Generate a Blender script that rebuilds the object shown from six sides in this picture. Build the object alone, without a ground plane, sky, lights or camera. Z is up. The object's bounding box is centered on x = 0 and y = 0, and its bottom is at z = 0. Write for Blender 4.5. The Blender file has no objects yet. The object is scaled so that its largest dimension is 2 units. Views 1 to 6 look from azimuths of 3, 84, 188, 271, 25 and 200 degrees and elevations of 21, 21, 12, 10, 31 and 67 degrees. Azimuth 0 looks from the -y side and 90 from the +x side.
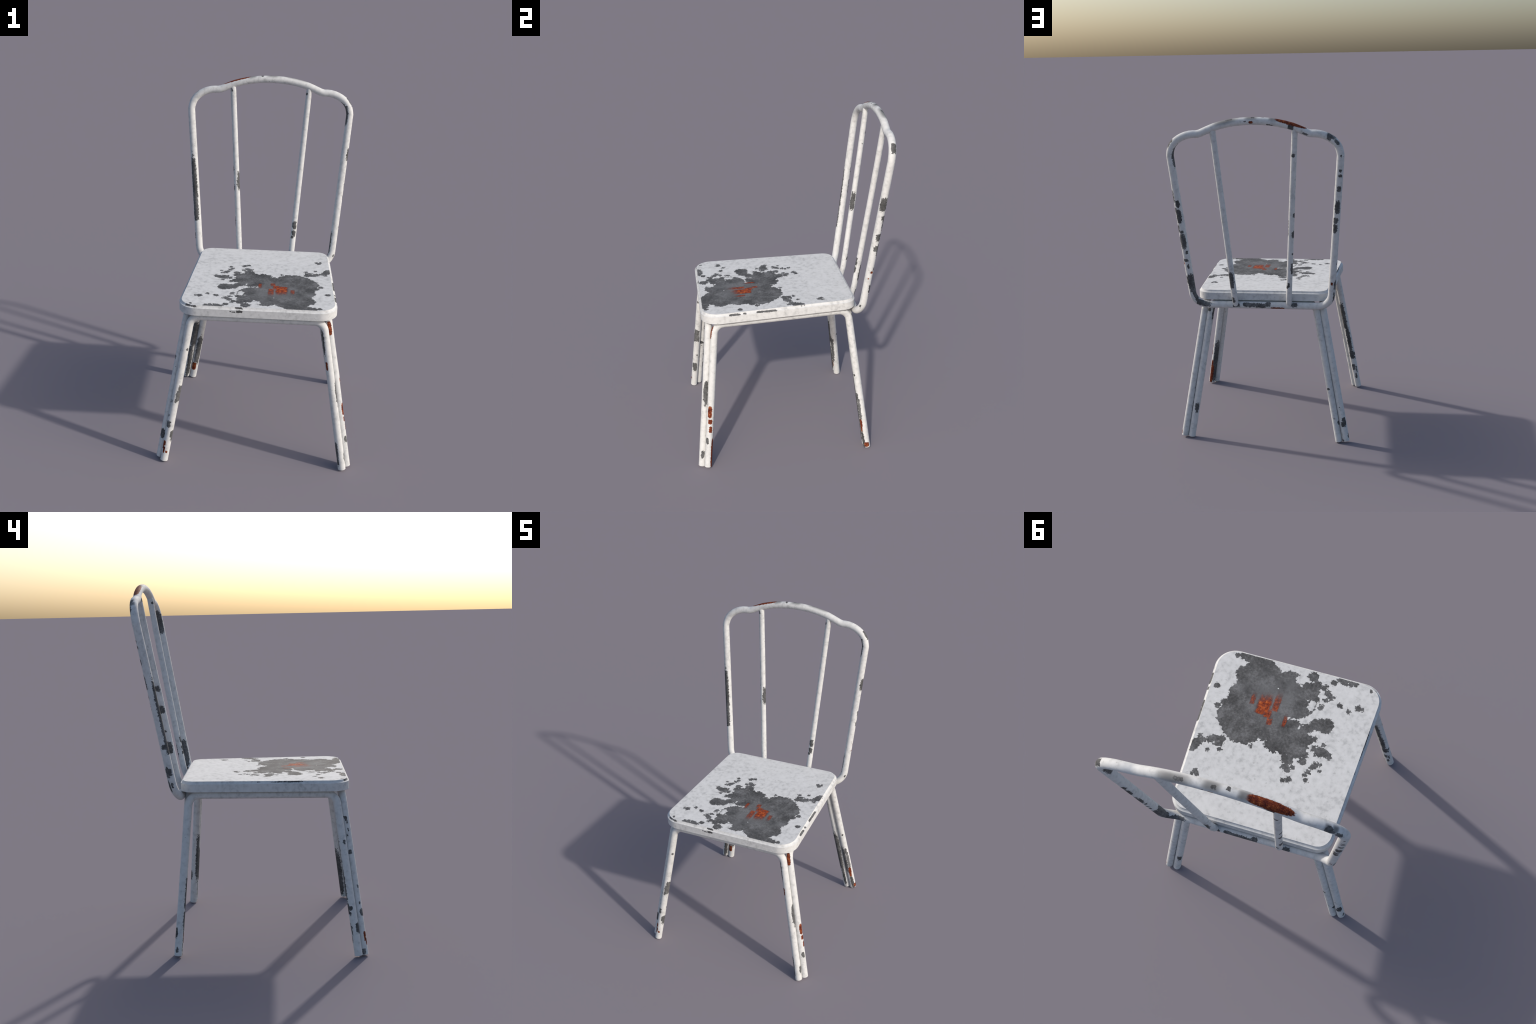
"""A worn white-painted metal chair: pressed seat pan, four bent-tube leg bars
(two tubes side by side at every leg), a bent-tube backrest loop with two rods."""
import bpy
import bmesh
from mathutils import Matrix
import math
import numpy as np
# ---------------------------------------------------------------- dimensions
TUBE_R = 0.0216          # legs and backrest loop
ROD_R = 0.0175           # two thin backrest rods
BAR_Z = 0.8640           # centre height of the horizontal bars under the seat
LEAN = 0.1752            # how far the backrest leans back per metre of height


def back_y(z):
    """y of the leaning backrest at height z; its foot curls a little forward."""
    t = min(1.0, max(0.0, (0.94 - z) / 0.084))
    return 0.4997 + LEAN * (z - 1.4) - 0.020 * t * t


def rounded(points, radii, steps=10):
    """Polyline with circular fillets at its inner corners."""
    pts = [np.array(p, float) for p in points]
    out = [pts[0]]
    for i in range(1, len(pts) - 1):
        a, b, c = pts[i - 1], pts[i], pts[i + 1]
        u = (a - b) / np.linalg.norm(a - b)
        v = (c - b) / np.linalg.norm(c - b)
        ang = math.acos(max(-1, min(1, float(u @ v))))
        r = radii[i - 1]
        d = r / math.tan(ang / 2)
        m = (u + v) / np.linalg.norm(u + v)
        centre = b + m * (r / math.sin(ang / 2))
        p0, p1 = b + u * d - centre, b + v * d - centre
        w = math.acos(max(-1, min(1, float(p0 @ p1) / r / r)))
        for k in range(steps + 1):
            t = k / steps
            out.append(centre + (math.sin((1 - t) * w) * p0 + math.sin(t * w) * p1) / math.sin(w))
    out.append(pts[-1])
    return out


def resample(path, step, closed=False):
    """Insert points so that no span is longer than step."""
    out = []
    n = len(path)
    for i in range(n if closed else n - 1):
        a, b = path[i], path[(i + 1) % n]
        k = max(1, int(math.ceil(np.linalg.norm(b - a) / step)))
        out += [a + (b - a) * j / k for j in range(k)]
    if not closed:
        out.append(path[-1])
    return out


def leg_bar(foot, knee, foot2, knee2, r=0.060):
    """A bent tube: foot, straight splayed leg, bend, bar under the seat, bend, leg, foot.
    knee = (x, y) of the leg axis at z = 0.85."""
    def corner(f, k):
        f, k = np.array(f), np.array((k[0], k[1], 0.85))
        return f + (k - f) * (BAR_Z - f[2]) / (k[2] - f[2])
    return rounded([foot, corner(foot, knee), corner(foot2, knee2), foot2], [r, r])


def mirror(p):
    return (-p[0],) + tuple(p[1:])


FRONT_FOOT, FRONT_KNEE = (0.507, -0.595, 0.0046), (0.3652, -0.4887)
BACK_FOOT, BACK_KNEE = (0.462, 0.413, 0.0041), (0.3197, 0.3443)
SIDE_FRONT_FOOT, SIDE_FRONT_KNEE = (0.533, -0.561, 0.0085), (0.3900, -0.4553)
SIDE_BACK_FOOT, SIDE_BACK_KNEE = (0.506, 0.411, 0.0090), (0.3591, 0.3390)

# half outline of the backrest top, (x, z), from the middle outwards
CREST = [(0.0, 1.9780), (0.035, 1.9773), (0.070, 1.9750), (0.105, 1.9713), (0.140, 1.9660),
         (0.180, 1.9573), (0.222, 1.9458), (0.262, 1.9297), (0.305, 1.9112), (0.325, 1.9063),
         (0.345, 1.9062), (0.367, 1.9043), (0.390, 1.8987), (0.412, 1.8905), (0.431, 1.8804),
         (0.448, 1.8685), (0.462, 1.8545), (0.473, 1.8390), (0.4805, 1.8220), (0.4853, 1.8040),
         (0.4885, 1.7840)]


def stile_x(z):
    return 0.458 + 0.0798 * (z - 1.4)


def backrest_loop():
    low_z = 0.8560
    arc = rounded([(0.0, 0, low_z), (stile_x(low_z), 0, low_z), (stile_x(1.7), 0, 1.7)], [0.088], 12)
    half = [(x, z) for x, z in CREST] + [(float(p[0]), float(p[2])) for p in reversed(arc)]
    half = half[:-1] + [(0.0, low_z)]
    ring = [(x, z) for x, z in half] + [(-x, z) for x, z in reversed(half[1:-1])]
    pts = [np.array((x, 0.0, z)) for x, z in ring]
    pts = resample(pts, 0.03, True)
    def crest_forward(p):          # the crest bows forward towards its middle
        return 0.0075 * max(0.0, 1 - (p[0] / 0.36) ** 2) if p[2] > 1.6 else 0.0
    return [np.array((p[0], back_y(p[2]) - crest_forward(p), p[2])) for p in pts]


def rod_path(side):
    zs = [0.857, 0.87, 0.885, 0.90, 0.92, 0.94, 0.97] + [1.0 + 0.0935 * i for i in range(11)]
    return [np.array((side * (0.1981 + 0.0679 * (z - 1.4)), back_y(z) + 0.006 * max(0, (0.90 - z) / 0.04)
                      - 0.004 * max(0.0, (z - 1.5) / 0.435) ** 2, z)) for z in zs]


PATHS = {
    'front_bar': (leg_bar(mirror(FRONT_FOOT), mirror(FRONT_KNEE), FRONT_FOOT, FRONT_KNEE), TUBE_R, False),
    'rear_bar': (leg_bar(mirror(BACK_FOOT), mirror(BACK_KNEE), BACK_FOOT, BACK_KNEE), TUBE_R, False),
    'right_bar': (leg_bar(SIDE_FRONT_FOOT, SIDE_FRONT_KNEE, SIDE_BACK_FOOT, SIDE_BACK_KNEE), TUBE_R, False),
    'left_bar': (leg_bar(mirror(SIDE_FRONT_FOOT), mirror(SIDE_FRONT_KNEE), mirror(SIDE_BACK_FOOT), mirror(SIDE_BACK_KNEE)), TUBE_R, False),
    'backrest': (backrest_loop(), TUBE_R, True),
    'right_rod': (rod_path(1), ROD_R, False),
    'left_rod': (rod_path(-1), ROD_R, False),
}


# ---------------------------------------------------------------- wear
# worn spots: (distance along the tube in m, angle round it in degrees, length, width)
WEAR = {
    'backrest': {
        'bare': [
            (2.725, -17, 0.425, 0.031), (1.368, 73, 0.133, 0.022), (0.558, 84, 0.07, 0.02), (0.478, 83, 0.025, 0.018),
            (0.81, -86, 0.081, 0.037), (0.497, -104, 0.059, 0.029), (0.89, -125, 0.024, 0.022), (1.009, -110, 0.044, 0.026),
            (1.079, -117, 0.034, 0.033), (1.45, -39, 0.015, 0.011), (1.338, -138, 0.051, 0.016), (0.574, 84, 0.124, 0.037),
            (0.84, 174, 0.02, 0.021), (0.86, 173, 0.029, 0.024), (0.929, -171, 0.089, 0.031), (1.029, -178, 0.02, 0.02),
            (1.089, -179, 0.096, 0.032), (1.159, 156, 0.02, 0.014), (1.208, -168, 0.02, 0.027), (1.248, 165, 0.026, 0.012),
            (1.358, 163, 0.115, 0.034), (1.439, 135, 0.086, 0.022), (1.531, 155, 0.088, 0.032), (3.143, -165, 0.019, 0.017),
            (3.113, -162, 0.019, 0.019), (3.034, -165, 0.033, 0.023), (2.924, -175, 0.077, 0.029), (2.844, 172, 0.034, 0.026),
            (2.795, 172, 0.054, 0.024), (2.436, -117, 0.062, 0.018), (3.354, -160, 0.031, 0.037), (3.333, -151, 0.018, 0.012),
            (3.306, -152, 0.036, 0.019), (2.361, -131, 0.065, 0.012), (0.044, 179, 0.016, 0.007), (3.576, 165, 0.034, 0.029),
            (3.486, 152, 0.029, 0.015), (3.697, 130, 0.036, 0.011), (1.74, 169, 0.039, 0.024), (1.795, 158, 0.029, 0.025),
            (1.832, 164, 0.059, 0.024), (1.888, 174, 0.068, 0.028), (1.934, 146, 0.029, 0.031), (2.091, 151, 0.039, 0.025),
            (2.436, -91, 0.044, 0.03), (2.576, -65, 0.026, 0.037), (2.366, -86, 0.035, 0.01), (1.358, 93, 0.109, 0.025),
            (1.427, 86, 0.07, 0.018), (0.516, 75, 0.063, 0.025), (0.584, 89, 0.06, 0.02), (3.741, -77, 0.016, 0.019),
            (0, -107, 0.019, 0.014), (0.132, -116, 0.04, 0.014),],
        'rust': [
            (1.228, -116, 0.016, 0.017), (1.268, -80, 0.01, 0.008), (2.446, 178, 0.019, 0.014), (0.009, 164, 0.024, 0.017),
            (1.99, -143, 0.087, 0.013), (3.576, -107, 0.199, 0.043),],
        'smudge': [
            (3.68, -100, 0.045, 0.032), (0.009, -101, 0.061, 0.032), (0.154, -120, 0.118, 0.033), (3.362, -125, 0.021, 0.024),
            (3.333, -111, 0.025, 0.026),],
    },
    'left_rod': {
        'bare': [
            (0.587, -91, 0.031, 0.027), (0.472, -104, 0.045, 0.027), (0.349, -119, 0.013, 0.011), (0.254, -99, 0.063, 0.024),
            (0.51, 73, 0.113, 0.029), (1.071, -25, 0.02, 0.009), (0.948, 173, 0.023, 0.019), (0.587, -131, 0.024, 0.012),
            (0.472, -133, 0.04, 0.014), (0.349, -130, 0.014, 0.012), (0.254, -138, 0.062, 0.011), (0.149, 171, 0.031, 0.012),
            (0.134, 145, 0.021, 0.014),],
    },
    'right_rod': {
        'bare': [
            (0.244, 6, 0.052, 0.021), (0.187, 24, 0.032, 0.012), (0.149, 138, 0.064, 0.017), (0.244, -13, 0.036, 0.023),
            (0.196, 2, 0.031, 0.021), (0.168, -21, 0.018, 0.02), (1.062, -47, 0.015, 0.017), (0.187, 170, 0.083, 0.029),
            (0.141, 161, 0.031, 0.024), (0.046, 156, 0.039, 0.018),],
    },
    'front_bar': {
        'bare': [
            (0.688, 46, 0.014, 0.014), (0.449, 48, 0.044, 0.022), (0.409, 31, 0.059, 0.02), (0.379, 20, 0.03, 0.014),
            (0.229, -29, 0.041, 0.023), (0.169, 44, 0.041, 0.017), (1.68, 48, 0.139, 0.014), (2.347, 53, 0.143, 0.02),
            (1.989, -99, 0.146, 0.022), (2.367, -91, 0.04, 0.018), (0.419, 69, 0.093, 0.031), (0.259, 99, 0.016, 0.014),
            (0.159, 80, 0.07, 0.025), (1.989, -78, 0.113, 0.019), (2.377, -79, 0.036, 0.014), (0.738, -91, 0.026, 0.016),
            (0.718, -79, 0.012, 0.009), (0.678, -79, 0.017, 0.007), (0.648, -97, 0.009, 0.007), (0.558, -95, 0.022, 0.018),
            (0.369, -51, 0.018, 0.01), (0.279, -58, 0.018, 0.009), (0.229, -54, 0.035, 0.014), (0.02, -94, 0.029, 0.019),],
        'rust': [
            (0.11, -38, 0.031, 0.015), (0.07, -28, 0.042, 0.011), (0.06, 14, 0.015, 0.013), (1.819, 34, 0.052, 0.013),
            (0.1, -51, 0.054, 0.012),],
    },
    'left_bar': {
        'bare': [
            (0.347, 65, 0.022, 0.037), (0.158, -18, 0.031, 0.018), (0.129, -27, 0.023, 0.015), (0.614, -69, 0.026, 0.013),
            (0.257, -119, 0.022, 0.027), (0.228, -130, 0.018, 0.011), (0.149, -33, 0.053, 0.027), (0.139, -143, 0.053, 0.009),
            (2.368, 129, 0.053, 0.012), (2.457, 103, 0.022, 0.009), (0.554, 155, 0.193, 0.032), (0.376, -180, 0.185, 0.025),
            (0.257, 179, 0.063, 0.029), (0.158, 166, 0.044, 0.022), (0.089, -170, 0.038, 0.014), (2.358, 158, 0.026, 0.021),
            (2.387, 168, 0.031, 0.03), (2.278, -169, 0.008, 0.006), (2.467, 108, 0.017, 0.015), (2.487, -130, 0.015, 0.018),
            (2.159, -14, 0.185, 0.038), (2.298, 13, 0.088, 0.022), (2.387, -12, 0.218, 0.024),],
    },
    'right_bar': {
        'bare': [
            (0.168, 48, 0.037, 0.018), (2.029, -34, 0.015, 0.014), (2.169, -30, 0.052, 0.017), (2.248, -44, 0.137, 0.018),
            (2.447, -31, 0.108, 0.021), (0.158, 55, 0.026, 0.017), (2.248, 49, 0.211, 0.049), (0.178, -137, 0.315, 0.042),],
        'rust': [
            (0.347, 74, 0.076, 0.025), (0.287, 86, 0.031, 0.024), (0.238, 98, 0.041, 0.02), (0.089, 146, 0.19, 0.018),
            (2.338, -35, 0.053, 0.019), (2.477, -87, 0.03, 0.03), (0.83, 8, 0.084, 0.024), (2.358, -26, 0.072, 0.016),
            (0.069, 171, 0.146, 0.017),],
    },
    'rear_bar': {
        'bare': [
            (0.218, 16, 0.213, 0.035), (2.032, 18, 0.306, 0.039), (2.161, 149, 0.057, 0.017), (1.992, 9, 0.189, 0.018),
            (2.22, -3, 0.219, 0.018), (0.338, 160, 0.014, 0.016), (0.119, -110, 0.026, 0.024), (2.151, 163, 0.048, 0.023),
            (1.545, 121, 0.081, 0.015), (1.526, -159, 0.02, 0.018),],
        'rust': [
            (0.089, -13, 0.058, 0.029),],
    },
}
# where the seat has lost its paint: (x, y, radius) of round patches that run together
BARE = [
    (0.21, -0.28, 0.105), (0.12, -0.28, 0.1), (-0.04, -0.13, 0.098), (-0.03, -0.33, 0.096), (0.16, -0.41, 0.088), (0.04, -0.42, 0.066),
    (0.04, -0.27, 0.065), (0.24, -0.37, 0.062), (0.1, -0.17, 0.06), (0.18, -0.17, 0.06), (0.23, -0.1, 0.056), (0.14, -0.1, 0.056),
    (0.03, -0.19, 0.055), (-0.07, -0.4, 0.052), (0.2, -0.08, 0.051), (0.09, -0.12, 0.051), (-0.11, -0.08, 0.051), (0.28, -0.19, 0.048),
    (0.28, -0.14, 0.048), (-0.2, -0.24, 0.043), (0.239, -0.449, 0.04), (0.279, -0.407, 0.038), (0.175, -0.486, 0.036), (-0.159, -0.232, 0.034),
    (0.224, -0.499, 0.033), (-0.094, -0.439, 0.031), (0.034, -0.07, 0.03), (-0.139, -0.141, 0.03), (-0.212, -0.097, 0.03), (-0.072, -0.013, 0.03),
    (-0.067, -0.486, 0.027), (0.273, -0.5, 0.027), (0.385, 0.037, 0.027), (0.314, -0.169, 0.026), (-0.121, -0.202, 0.026), (0.158, -0.055, 0.026),
    (-0.234, -0.095, 0.023), (0.313, -0.218, 0.022), (0.372, 0.018, 0.021), (-0.148, -0.027, 0.021), (-0.076, 0.027, 0.021), (0.309, -0.499, 0.02),
    (0.299, -0.022, 0.019), (0.266, -0.028, 0.019), (0.32, -0.007, 0.019), (0.387, 0.061, 0.019), (0.009, -0.044, 0.019), (-0.256, -0.092, 0.019),
    (-0.205, -0.508, 0.018), (-0.234, -0.499, 0.018), (-0.259, -0.502, 0.018), (-0.119, -0.368, 0.017), (-0.18, -0.399, 0.017), (-0.33, -0.379, 0.017),
    (-0.213, -0.021, 0.017), (-0.177, -0.484, 0.017), (-0.162, -0.416, 0.017), (0.332, 0.174, 0.016), (-0.088, 0.042, 0.016), (0.336, -0.494, 0.016),
    (0.381, -0.301, 0.015), (0.346, -0.196, 0.015), (-0.138, -0.438, 0.015), (-0.239, -0.366, 0.015), (-0.188, 0.021, 0.015), (0.35, 0.007, 0.015),
    (0.281, 0.005, 0.015), (-0.169, -0.155, 0.015), (-0.181, -0.102, 0.015), (-0.149, -0.331, 0.015), (-0.11, 0.085, 0.014), (-0.165, -0.375, 0.014),
    (-0.289, -0.347, 0.014), (0.26, 0.027, 0.014), (0.325, 0.188, 0.014), (-0.284, -0.504, 0.013), (0.374, -0.014, 0.013), (0.261, -0.001, 0.013),
    (-0.153, -0.052, 0.013), (-0.201, -0.006, 0.013), (-0.177, 0.042, 0.013), (-0.147, -0.451, 0.012), (-0.11, 0.017, 0.012), (-0.085, 0.097, 0.012),
    (-0.192, 0.065, 0.012), (0.301, -0.435, 0.011), (0.315, 0.051, 0.011), (-0.222, -0.136, 0.011), (-0.196, -0.401, 0.011), (0.346, 0.19, 0.011),
    (-0.271, -0.083, 0.011), (-0.367, -0.49, 0.01), (-0.236, -0.029, 0.01), (-0.348, -0.377, 0.01), (0.12, -0.03, 0.01), (-0.24, 0, 0.01),
]
# islands of paint left standing inside them
LEFT_PAINT = [
    (-0.012, -0.45, 0.031), (-0.105, -0.335, 0.022), (-0.104, -0.315, 0.021), (-0.199, -0.155, 0.017), (-0.18, -0.132, 0.016), (-0.123, -0.268, 0.016),
    (-0.156, -0.085, 0.015), (-0.137, -0.403, 0.014), (-0.135, -0.315, 0.013), (-0.148, -0.36, 0.013), (0.304, -0.064, 0.013), (-0.218, -0.165, 0.013),
    (-0.027, -0.422, 0.012), (-0.081, -0.35, 0.012), (0.091, -0.074, 0.012), (-0.171, -0.062, 0.012), (-0.139, -0.265, 0.011), (-0.181, -0.187, 0.01),
    (0.095, -0.502, 0.01), (-0.076, -0.456, 0.01), (0.31, -0.105, 0.01), (-0.081, -0.198, 0.009), (0.254, -0.044, 0.009), (0.243, -0.025, 0.009),
    (-0.082, -0.19, 0.009), (-0.16, -0.199, 0.009), (-0.201, -0.179, 0.008),
]
# rust streaks on the seat: x and y of the back end, half width, length, strength
RUST_STREAKS = [(0.186, -0.246, 0.017, 0.100, 0.85), (0.132, -0.205, 0.034, 0.165, 1.0), (0.112, -0.222, 0.030, 0.150, 1.0),
                (0.064, -0.240, 0.023, 0.150, 0.9), (0.072, -0.160, 0.019, 0.070, 0.9), (0.092, -0.195, 0.026, 0.080, 0.95),
                (-0.001, -0.172, 0.013, 0.100, 0.9)]
# chips on the seat's edge: centre and half sizes
EDGE_CHIPS = [
    (-0.097, -0.528, 0.921, 0.019, 0.006, 0.007),
    (-0.129, -0.528, 0.917, 0.010, 0.006, 0.004),
    (-0.145, -0.528, 0.921, 0.004, 0.006, 0.004),
    (0.427, -0.335, 0.933, 0.008, 0.034, 0.005),
    (0.420, -0.189, 0.933, 0.008, 0.022, 0.005),
    (0.418, -0.130, 0.932, 0.008, 0.046, 0.005),
    (0.433, -0.454, 0.939, 0.008, 0.012, 0.004),
    (0.409, 0.066, 0.942, 0.008, 0.019, 0.006),
    (0.424, -0.277, 0.933, 0.008, 0.010, 0.004),
    (-0.414, -0.042, 0.940, 0.008, 0.011, 0.004),
    (-0.419, -0.169, 0.939, 0.008, 0.106, 0.004),
    (-0.384, -0.506, 0.938, 0.020, 0.012, 0.006),
    (-0.352, -0.524, 0.938, 0.022, 0.012, 0.006),
    (-0.100, -0.524, 0.938, 0.022, 0.012, 0.006),
]


# ---------------------------------------------------------------- materials
class Nodes:
    """Small helper that strings shader nodes together."""

    def __init__(self, name):
        self.material = bpy.data.materials.new(name)
        self.material.use_nodes = True
        self.tree = self.material.node_tree
        self.tree.nodes.clear()

    def put(self, socket, value):
        if isinstance(value, bpy.types.NodeSocket):
            self.tree.links.new(value, socket)
        elif value is not None:
            socket.default_value = value

    def node(self, kind, **props):
        n = self.tree.nodes.new(kind)
        for k, v in props.items():
            setattr(n, k, v)
        return n

    def math(self, op, a, b=None, c=None, clamp=False):
        n = self.node('ShaderNodeMath', operation=op, use_clamp=clamp)
        for s, v in zip(n.inputs, (a, b, c)):
            self.put(s, v)
        return n.outputs[0]

    def vec(self, op, a, b=None, scale=None):
        n = self.node('ShaderNodeVectorMath', operation=op)
        self.put(n.inputs[0], a)
        self.put(n.inputs[1], b)
        if scale is not None:
            self.put(n.inputs['Scale'], scale)
        return n.outputs['Value'] if op in ('DISTANCE', 'LENGTH', 'DOT_PRODUCT') else n.outputs['Vector']

    def noise(self, vector, scale, detail=3.0, rough=0.55, colour=False, distortion=0.0):
        n = self.node('ShaderNodeTexNoise')
        self.put(n.inputs['Vector'], vector)
        n.inputs['Scale'].default_value = scale
        n.inputs['Detail'].default_value = detail
        n.inputs['Roughness'].default_value = rough
        n.inputs['Distortion'].default_value = distortion
        return n.outputs['Color'] if colour else n.outputs['Fac']

    def step(self, value, lo, hi, to_lo=0.0, to_hi=1.0):
        n = self.node('ShaderNodeMapRange', interpolation_type='SMOOTHSTEP')
        self.put(n.inputs['Value'], value)
        for k, v in (('From Min', lo), ('From Max', hi), ('To Min', to_lo), ('To Max', to_hi)):
            n.inputs[k].default_value = v
        return n.outputs['Result']

    def ramp(self, fac, stops):
        n = self.node('ShaderNodeValToRGB')
        self.put(n.inputs['Fac'], fac)
        els = n.color_ramp.elements
        while len(els) < len(stops):
            els.new(0.5)
        for e, (p, c) in zip(els, stops):
            e.position = p
            e.color = (c[0], c[1], c[2], 1)
        return n.outputs['Color']

    def mix(self, fac, a, b):
        n = self.node('ShaderNodeMix', data_type='RGBA')
        self.put(n.inputs['Factor'], fac)
        self.put(n.inputs['A'] if False else n.inputs[6], a)
        self.put(n.inputs[7], b)
        return n.outputs[2]

    def coords(self):
        return self.node('ShaderNodeTexCoord').outputs['Object']

    def warp(self, vector, scale, amount, detail=3.0):
        """Shift the coordinates by noise, for ragged edges."""
        n = self.vec('SUBTRACT', self.noise(vector, scale, detail, colour=True), (0.5, 0.5, 0.5))
        return self.vec('ADD', vector, self.vec('SCALE', n, scale=amount))

    def finish(self, colour, roughness, bump_height=None, bump=0.2):
        b = self.node('ShaderNodeBsdfPrincipled')
        self.put(b.inputs['Base Color'], colour)
        self.put(b.inputs['Roughness'], roughness)
        b.inputs['Specular IOR Level'].default_value = 0.16
        if bump_height is not None:
            n = self.node('ShaderNodeBump')
            n.inputs['Strength'].default_value = bump
            n.inputs['Distance'].default_value = 0.0012
            self.put(n.inputs['Height'], bump_height)
            self.put(b.inputs['Normal'], n.outputs['Normal'])
        out = self.node('ShaderNodeOutputMaterial')
        self.tree.links.new(b.outputs['BSDF'], out.inputs['Surface'])
        return self.material


def paint_colour(N, p, grime=1.0):
    """Off-white paint with faint grey mottling and little specks of dirt."""
    broad = N.noise(p, 5.0, 2.0)
    fine = N.noise(p, 40.0, 4.0, 0.60)
    f = N.math('ADD', N.math('MULTIPLY', fine, 0.75), N.math('MULTIPLY', broad, 0.25))
    d = 0.5 * grime
    c = N.ramp(f, [(0.31, PAINT_DIRTY), (0.47, PAINT), (0.62, PAINT_CLEAN)])
    specks = N.step(N.noise(N.vec('ADD', p, (7.3, 1.1, 4.2)), 36.0, 3.0, 0.6), 0.65, 0.76)
    return N.mix(N.math('MULTIPLY', specks, d), c, (0.30, 0.30, 0.29, 1))


PAINT, PAINT_CLEAN, PAINT_DIRTY = (0.570, 0.570, 0.560), (0.620, 0.620, 0.610), (0.420, 0.422, 0.418)


def bare_colour(N, p):
    """Dull grey steel, blotchy."""
    f = N.math('ADD', N.math('MULTIPLY', N.noise(p, 14.0, 3.0), 0.5),
               N.math('MULTIPLY', N.noise(p, 95.0, 4.0, 0.65), 0.5))
    return N.ramp(f, [(0.36, (0.050, 0.050, 0.050)), (0.50, (0.092, 0.092, 0.092)), (0.66, (0.175, 0.175, 0.177))])


def rust_colour(N, p):
    """Dark red-brown rust with orange and ochre grains."""
    f = N.math('ADD', N.math('MULTIPLY', N.noise(p, 60.0, 3.0), 0.5),
               N.math('MULTIPLY', N.noise(p, 230.0, 3.0, 0.6), 0.5))
    return N.ramp(f, [(0.37, (0.045, 0.009, 0.007)), (0.48, (0.120, 0.022, 0.010)), (0.58, (0.230, 0.054, 0.015)), (0.67, (0.38, 0.19, 0.08))])


def tube_frame(path, closed, s):
    """Point on a tube's axis at arc length s, and the tangent there."""
    pts = path + ([path[0]] if closed else [])
    if closed:
        s %= sum(float(np.linalg.norm(b - a)) for a, b in zip(pts, pts[1:]))
    for a, b in zip(pts, pts[1:]):
        d = float(np.linalg.norm(b - a))
        if s <= d:
            return a + (b - a) * (s / d), (b - a) / d
        s -= d
    d = pts[-1] - pts[-2]
    return pts[-1], d / np.linalg.norm(d)


def spot_field(N, p, key, spots, depth):
    """Smallest squircle distance to any worn spot of one tube; 1 at a spot's edge."""
    path, radius, closed = PATHS[key]
    field = None
    for s, angle, length, width in spots:
        c, t = tube_frame(path, closed, s)
        ref = np.array((0, -1.0, 0)) if abs(t[1]) < 0.85 else np.array((0, 0, 1.0))
        u = ref - t * float(ref @ t)
        u /= np.linalg.norm(u)
        v = np.cross(t, u)
        w = math.radians(angle)
        n = u * math.cos(w) + v * math.sin(w)
        c = c + n * radius
        side = np.cross(n, t)
        rot = Matrix((tuple(t), tuple(side), tuple(n))).transposed().to_euler()
        m = N.node('ShaderNodeMapping', vector_type='TEXTURE')
        N.put(m.inputs['Vector'], p)
        m.inputs['Location'].default_value = tuple(map(float, c))
        m.inputs['Rotation'].default_value = rot
        m.inputs['Scale'].default_value = (length / 2, width / 2, depth)
        q = m.outputs['Vector']
        d = N.vec('LENGTH', N.vec('MULTIPLY', q, q))
        field = d if field is None else N.math('MINIMUM', field, d)
    return field


def tube_material(key, lo=-1.0, hi=99.0):
    """Paint of one tube with the worn spots whose distance along it lies in lo..hi."""
    N = Nodes('worn_paint_' + key)
    p = N.coords()
    wear = {k: [w for w in v if lo - 0.12 <= w[0] <= hi + 0.12] for k, v in WEAR[key].items()}
    ragged = N.warp(N.warp(p, 50.0, 0.013), 150.0, 0.011, 3.0)
    colour = paint_colour(N, p)
    height = None
    if wear.get('smudge'):
        soft = N.step(spot_field(N, p, key, wear['smudge'], 0.018), 0.0, 2.2, 0.85, 0.0)
        colour = N.mix(soft, colour, (0.13, 0.13, 0.128, 1))
    jitter = N.math('MULTIPLY', N.math('SUBTRACT', N.noise(p, 130.0, 4.0, 0.6), 0.5), 2.2)
    bare = N.step(N.math('ADD', spot_field(N, ragged, key, wear['bare'], 0.014), jitter), 0.98, 1.12, 1.0, 0.0)
    # sparse little chips anywhere else
    tiny = N.step(N.noise(N.vec('ADD', p, (3.1, 9.7, 5.5)), 30.0, 5.0, 0.62), 0.715, 0.728)
    bare = N.math('MAXIMUM', bare, tiny)
    colour = N.mix(bare, colour, bare_colour(N, p))
    height = N.math('SUBTRACT', 1.0, bare)
    if wear.get('rust'):
        grow = N.warp(p, 90.0, 0.007)
        grow = N.warp(grow, 160.0, 0.008)
        rust = N.step(spot_field(N, grow, key, wear['rust'], 0.014), 0.80, 1.10, 1.0, 0.0)
        colour = N.mix(rust, colour, rust_colour(N, p))
        height = N.math('MULTIPLY', height, N.math('SUBTRACT', 1.0, rust))
    return N.finish(colour, 0.72, height, 0.35)


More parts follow.
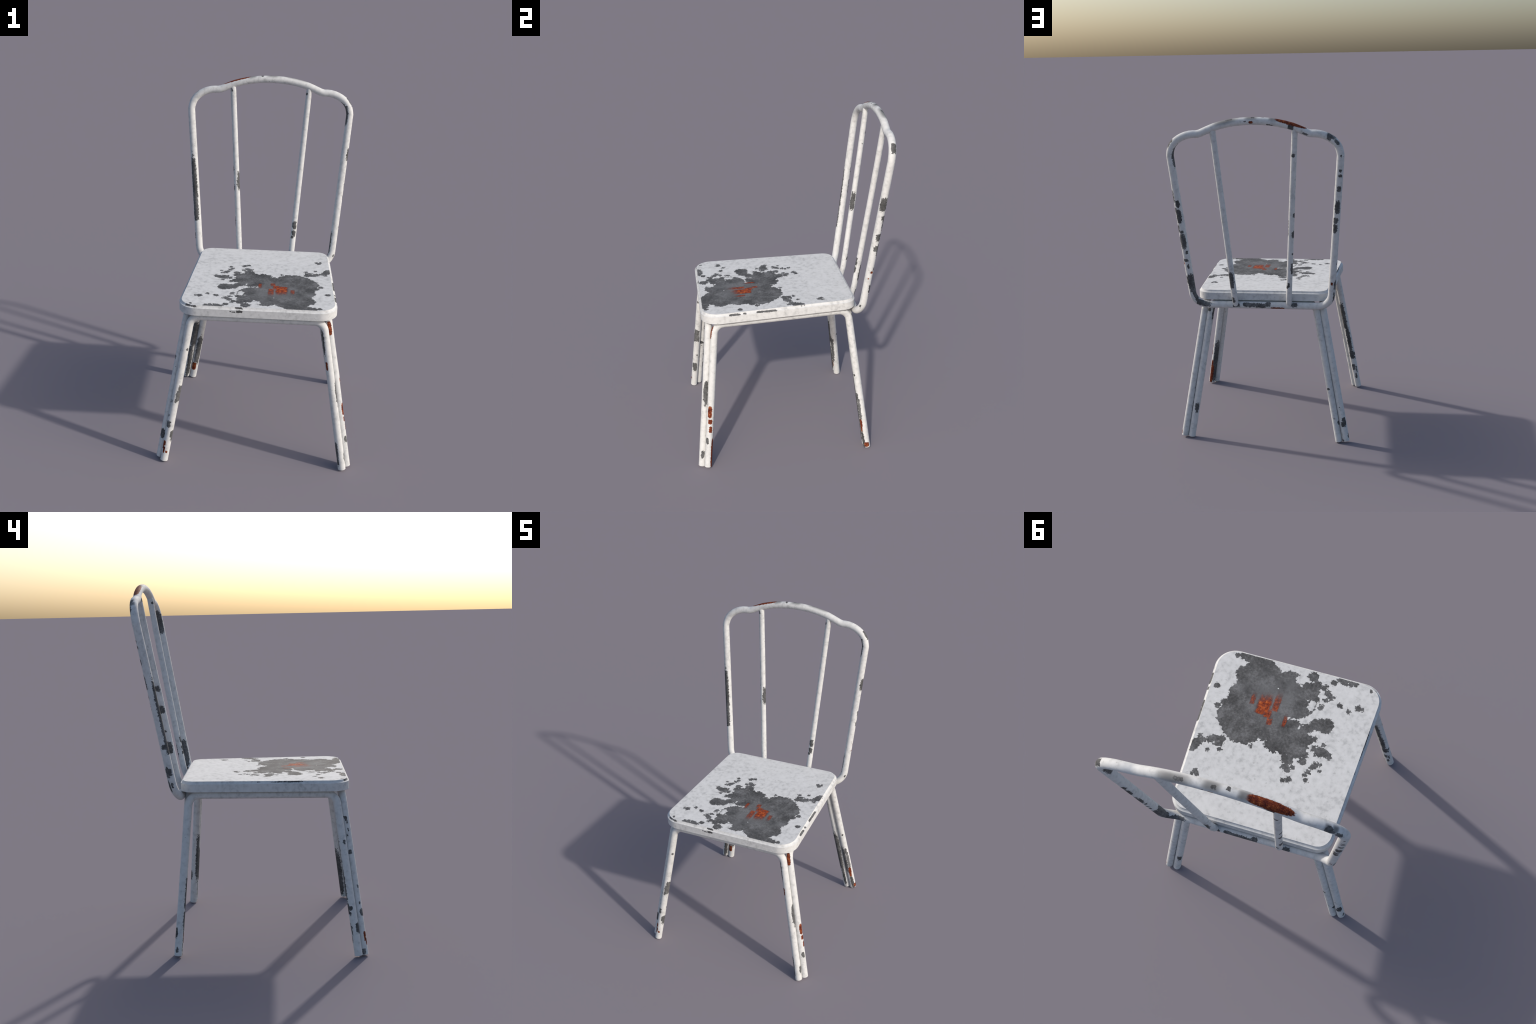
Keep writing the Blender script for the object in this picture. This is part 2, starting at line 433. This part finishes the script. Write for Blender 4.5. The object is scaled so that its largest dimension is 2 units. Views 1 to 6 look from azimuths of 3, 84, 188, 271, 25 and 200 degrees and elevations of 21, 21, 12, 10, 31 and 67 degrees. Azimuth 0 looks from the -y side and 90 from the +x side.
def seat_top_material():
    N = Nodes('worn_paint_seat')
    p = N.coords()
    ragged = N.warp(N.warp(p, 38.0, 0.020, 4.0), 150.0, 0.006, 3.0)

    def patches(spots):
        field = None
        for x, y, r in spots:
            d = N.math('SUBTRACT', N.vec('DISTANCE', ragged, (x, y, SEAT_TOP)), r)
            field = d if field is None else N.math('SMOOTH_MIN', field, d, 0.006)
        return field
    field = N.math('MAXIMUM', patches(BARE), N.math('SUBTRACT', -0.005, patches(LEFT_PAINT)))
    crumbs = N.math('MULTIPLY', N.math('SUBTRACT', N.noise(p, 85.0, 4.0, 0.6), 0.5), 0.040)
    bare = N.step(N.math('ADD', field, crumbs), -0.0008, 0.0012, 1.0, 0.0)
    # steel: darker at the rim of the patch, rubbed paler round its middle
    steel = bare_colour(N, p)
    rub = N.math('ADD', N.vec('DISTANCE', p, (0.085, -0.30, SEAT_TOP)),
                 N.math('MULTIPLY', N.math('SUBTRACT', N.noise(p, 13.0, 4.0), 0.5), 0.35))
    steel = N.mix(N.step(rub, 0.04, 0.20, 0.55, 0.0), steel, (0.165, 0.167, 0.170, 1))
    # rust streaks dragged towards the front edge
    grain = N.warp(p, 70.0, 0.012)
    rust = None
    for x, y, half_w, length, strength in RUST_STREAKS:
        m = N.node('ShaderNodeSeparateXYZ')
        N.put(m.inputs[0], N.vec('SUBTRACT', grain, (x, y, SEAT_TOP)))
        along = N.math('MULTIPLY', m.outputs[1], -1.0)
        across = N.step(N.math('ABSOLUTE', m.outputs[0]), half_w * 0.45, half_w * 1.1, 1.0, 0.0)
        s = N.math('MULTIPLY', across, N.step(along, -0.006, 0.010))
        s = N.math('MULTIPLY', s, N.step(along, length * 0.35, length, strength, 0.0))
        rust = s if rust is None else N.math('MAXIMUM', rust, s)
    rust = N.step(N.math('ADD', rust, N.math('MULTIPLY', N.math('SUBTRACT', N.noise(p, 60.0, 4.0, 0.65), 0.5), 0.6)), 0.10, 1.15)
    g = N.math('ADD', N.math('MULTIPLY', N.noise(p, 75.0, 3.0), 0.5), N.math('MULTIPLY', N.noise(p, 260.0, 3.0), 0.5))
    hot = N.ramp(N.math('ADD', g, N.math('MULTIPLY', N.math('SUBTRACT', rust, 0.85), 0.22)),
                 [(0.36, (0.055, 0.012, 0.007)), (0.48, (0.170, 0.024, 0.006)), (0.58, (0.380, 0.065, 0.008)), (0.68, (0.52, 0.16, 0.04))])
    steel = N.mix(rust, steel, hot)
    colour = N.mix(bare, paint_colour(N, p), steel)
    return N.finish(colour, 0.74, N.math('SUBTRACT', 1.0, bare), 0.4)


def seat_edge_material():
    """Skirt and cove of the seat: the same paint with chips along the lip."""
    N = Nodes('worn_paint_seat_edge')
    p = N.coords()
    ragged = N.warp(N.warp(p, 70.0, 0.008), 220.0, 0.004, 2.0)
    field = None
    for x, y, z, lx, ly, lz in EDGE_CHIPS:
        m = N.node('ShaderNodeMapping', vector_type='TEXTURE')
        N.put(m.inputs['Vector'], ragged)
        m.inputs['Location'].default_value = (x, y, z)
        m.inputs['Scale'].default_value = (lx, ly, lz)
        q = m.outputs['Vector']
        d = N.vec('LENGTH', N.vec('MULTIPLY', q, q))
        field = d if field is None else N.math('MINIMUM', field, d)
    jitter = N.math('MULTIPLY', N.math('SUBTRACT', N.noise(p, 110.0, 3.0, 0.6), 0.5), 1.6)
    bare = N.step(N.math('ADD', field, jitter), 0.88, 1.04, 1.0, 0.0)
    colour = N.mix(bare, paint_colour(N, p), bare_colour(N, p))
    return N.finish(colour, 0.74, N.math('SUBTRACT', 1.0, bare), 0.3)




# ---------------------------------------------------------------- meshes
def new_object(name, verts, faces, materials, parent, sharp_deg=None):
    me = bpy.data.meshes.new(name)
    me.from_pydata([tuple(map(float, v)) for v in verts], [], faces)
    me.validate()
    bm = bmesh.new()
    bm.from_mesh(me)
    bmesh.ops.recalc_face_normals(bm, faces=bm.faces)
    for f in bm.faces:
        f.smooth = True
    if sharp_deg is not None:
        for e in bm.edges:
            if len(e.link_faces) == 2 and e.calc_face_angle(0) > math.radians(sharp_deg):
                e.smooth = False
    bm.to_mesh(me)
    bm.free()
    for m in materials:
        me.materials.append(m)
    ob = bpy.data.objects.new(name, me)
    bpy.context.collection.objects.link(ob)
    ob.parent = parent
    return ob


TUBE_SIDES = 28


def tube(name, path, radius, closed, material, parent, sides=TUBE_SIDES):
    """Sweep a circle along a path with a rotation-minimising frame; ends are capped
    square to the tube with a tiny chamfer."""
    pts = resample(path, 0.02, closed)
    n = len(pts)
    tans = []
    for i in range(n):
        a = pts[(i - 1) % n] if closed or i > 0 else pts[i]
        b = pts[(i + 1) % n] if closed or i < n - 1 else pts[i]
        t = b - a
        tans.append(t / np.linalg.norm(t))
    ref = np.array((0.0, 1.0, 0.0)) if abs(tans[0][1]) < 0.8 else np.array((1.0, 0.0, 0.0))
    u = ref - tans[0] * float(ref @ tans[0])
    u /= np.linalg.norm(u)
    rings = []
    for i in range(n):
        u = u - tans[i] * float(u @ tans[i])
        u /= np.linalg.norm(u)
        rings.append((pts[i], u.copy(), np.cross(tans[i], u), radius))
    if not closed:
        bev = 0.0018
        p, a, b, r = rings[0]
        rings.insert(0, (p, a, b, r - bev))
        rings[1] = (p + tans[0] * bev, a, b, r)
        p, a, b, r = rings[-1]
        rings[-1] = (p - tans[-1] * bev, a, b, r)
        rings.append((p, a, b, r - bev))
    verts, faces = [], []
    for p, a, b, r in rings:
        for k in range(sides):
            w = 2 * math.pi * k / sides
            verts.append(p + (a * math.cos(w) + b * math.sin(w)) * r)
    m = len(rings)
    for i in range(m if closed else m - 1):
        for k in range(sides):
            k2 = (k + 1) % sides
            j = (i + 1) % m
            faces.append((i * sides + k, i * sides + k2, j * sides + k2, j * sides + k))
    if not closed:
        faces.append(tuple(range(sides - 1, -1, -1)))
        faces.append(tuple((m - 1) * sides + k for k in range(sides)))
    return new_object(name, verts, faces, [material], parent, 40)


SEAT_TOP, SEAT_LIP, SEAT_BASE = 0.9430, 0.9300, 0.8850
SEAT_FRONT, SEAT_BACK = -0.5284, 0.3845


def seat_outline(inset):
    """Rounded trapezoid, wider in front, moved inwards by inset."""
    def half(y):
        return 0.4156 - 0.0463 * y - inset
    yf, yb = SEAT_FRONT + inset, SEAT_BACK - inset
    corners = [((half(yf), yf), 0.105), ((half(yb), yb), 0.080), ((-half(yb), yb), 0.080), ((-half(yf), yf), 0.105)]
    out = []
    n = len(corners)
    for i in range(n):
        (b, r), a, c = corners[i], corners[i - 1][0], corners[(i + 1) % n][0]
        path = rounded([(a[0], a[1], 0), (b[0], b[1], 0), (c[0], c[1], 0)], [max(0.004, r - inset)], 14)
        out += [(p[0], p[1]) for p in path[1:-1]]
    return out


def seat(parent, top_material, edge_material):
    """Pan seat: flat panel, shallow cove down to a narrow lip, upright skirt, floor."""
    prof = [(0.0128, SEAT_TOP)]
    a0, a1 = math.radians(30), math.radians(86)
    for k in range(1, 7):
        a = a0 + (a1 - a0) * k / 6
        u = (math.cos(a0) - math.cos(a)) / (math.cos(a0) - math.cos(a1))
        d = (math.sin(a) - math.sin(a0)) / (math.sin(a1) - math.sin(a0))
        prof.append((0.0128 * (1 - u) + 0.0012 * u, SEAT_TOP + (SEAT_LIP - SEAT_TOP) * d))
    prof += [(0.0, SEAT_LIP - 0.0012), (0.0, SEAT_BASE + 0.0015), (0.0015, SEAT_BASE)]
    verts, faces = [], []
    for inset, z in prof:
        verts += [(x, y, z) for x, y in seat_outline(inset)]
    n = len(verts) // len(prof)
    for i in range(len(prof) - 1):
        for k in range(n):
            k2 = (k + 1) % n
            faces.append((i * n + k, i * n + k2, (i + 1) * n + k2, (i + 1) * n + k))
    faces.append(tuple(range(n)))
    faces.append(tuple((len(prof) - 1) * n + k for k in range(n - 1, -1, -1)))
    ob = new_object('seat', verts, faces, [top_material, edge_material], parent, 24)
    for f in ob.data.polygons:
        f.material_index = 0 if f.center.z > SEAT_TOP - 0.0005 and abs(f.normal.z) > 0.99 else 1
    return ob


# ---------------------------------------------------------------- the chair
chair = bpy.data.objects.new('metal_chair', None)
bpy.context.collection.objects.link(chair)
chair['label'] = 'old white painted metal chair with chipped paint and rust'
chair['category'] = 'chair'

for key, (path, radius, closed) in PATHS.items():
    kind = 'leg_bar' if key.endswith('_bar') else 'backrest_frame' if key == 'backrest' else 'backrest_rod'
    if not closed:
        tube(kind, path, radius, closed, tube_material(key), chair)
        continue
    # the long loop is painted in stretches, each with its own worn spots
    total = sum(float(np.linalg.norm(b - a)) for a, b in zip(path, path[1:] + path[:1]))
    spans = [(total * k / 6, total * (k + 1) / 6) for k in range(6)]
    for kind_of_wear in WEAR[key].values():       # spots near the seam count from both ends
        kind_of_wear += [(s + total,) + tuple(r) for s, *r in kind_of_wear if s < 0.2]
        kind_of_wear += [(s - total,) + tuple(r) for s, *r in kind_of_wear if total - 0.2 < s <= total]
    ob = tube(kind, path, radius, closed, tube_material(key, *spans[0]), chair)
    for span in spans[1:]:
        ob.data.materials.append(tube_material(key, *span))
    axis = resample(path, 0.02, True)
    reach = np.cumsum([0.0] + [float(np.linalg.norm(b - a)) for a, b in zip(axis, axis[1:])])
    for f in ob.data.polygons:
        f.material_index = min(5, int(reach[f.index // TUBE_SIDES] / total * 6))
seat(chair, seat_top_material(), seat_edge_material())
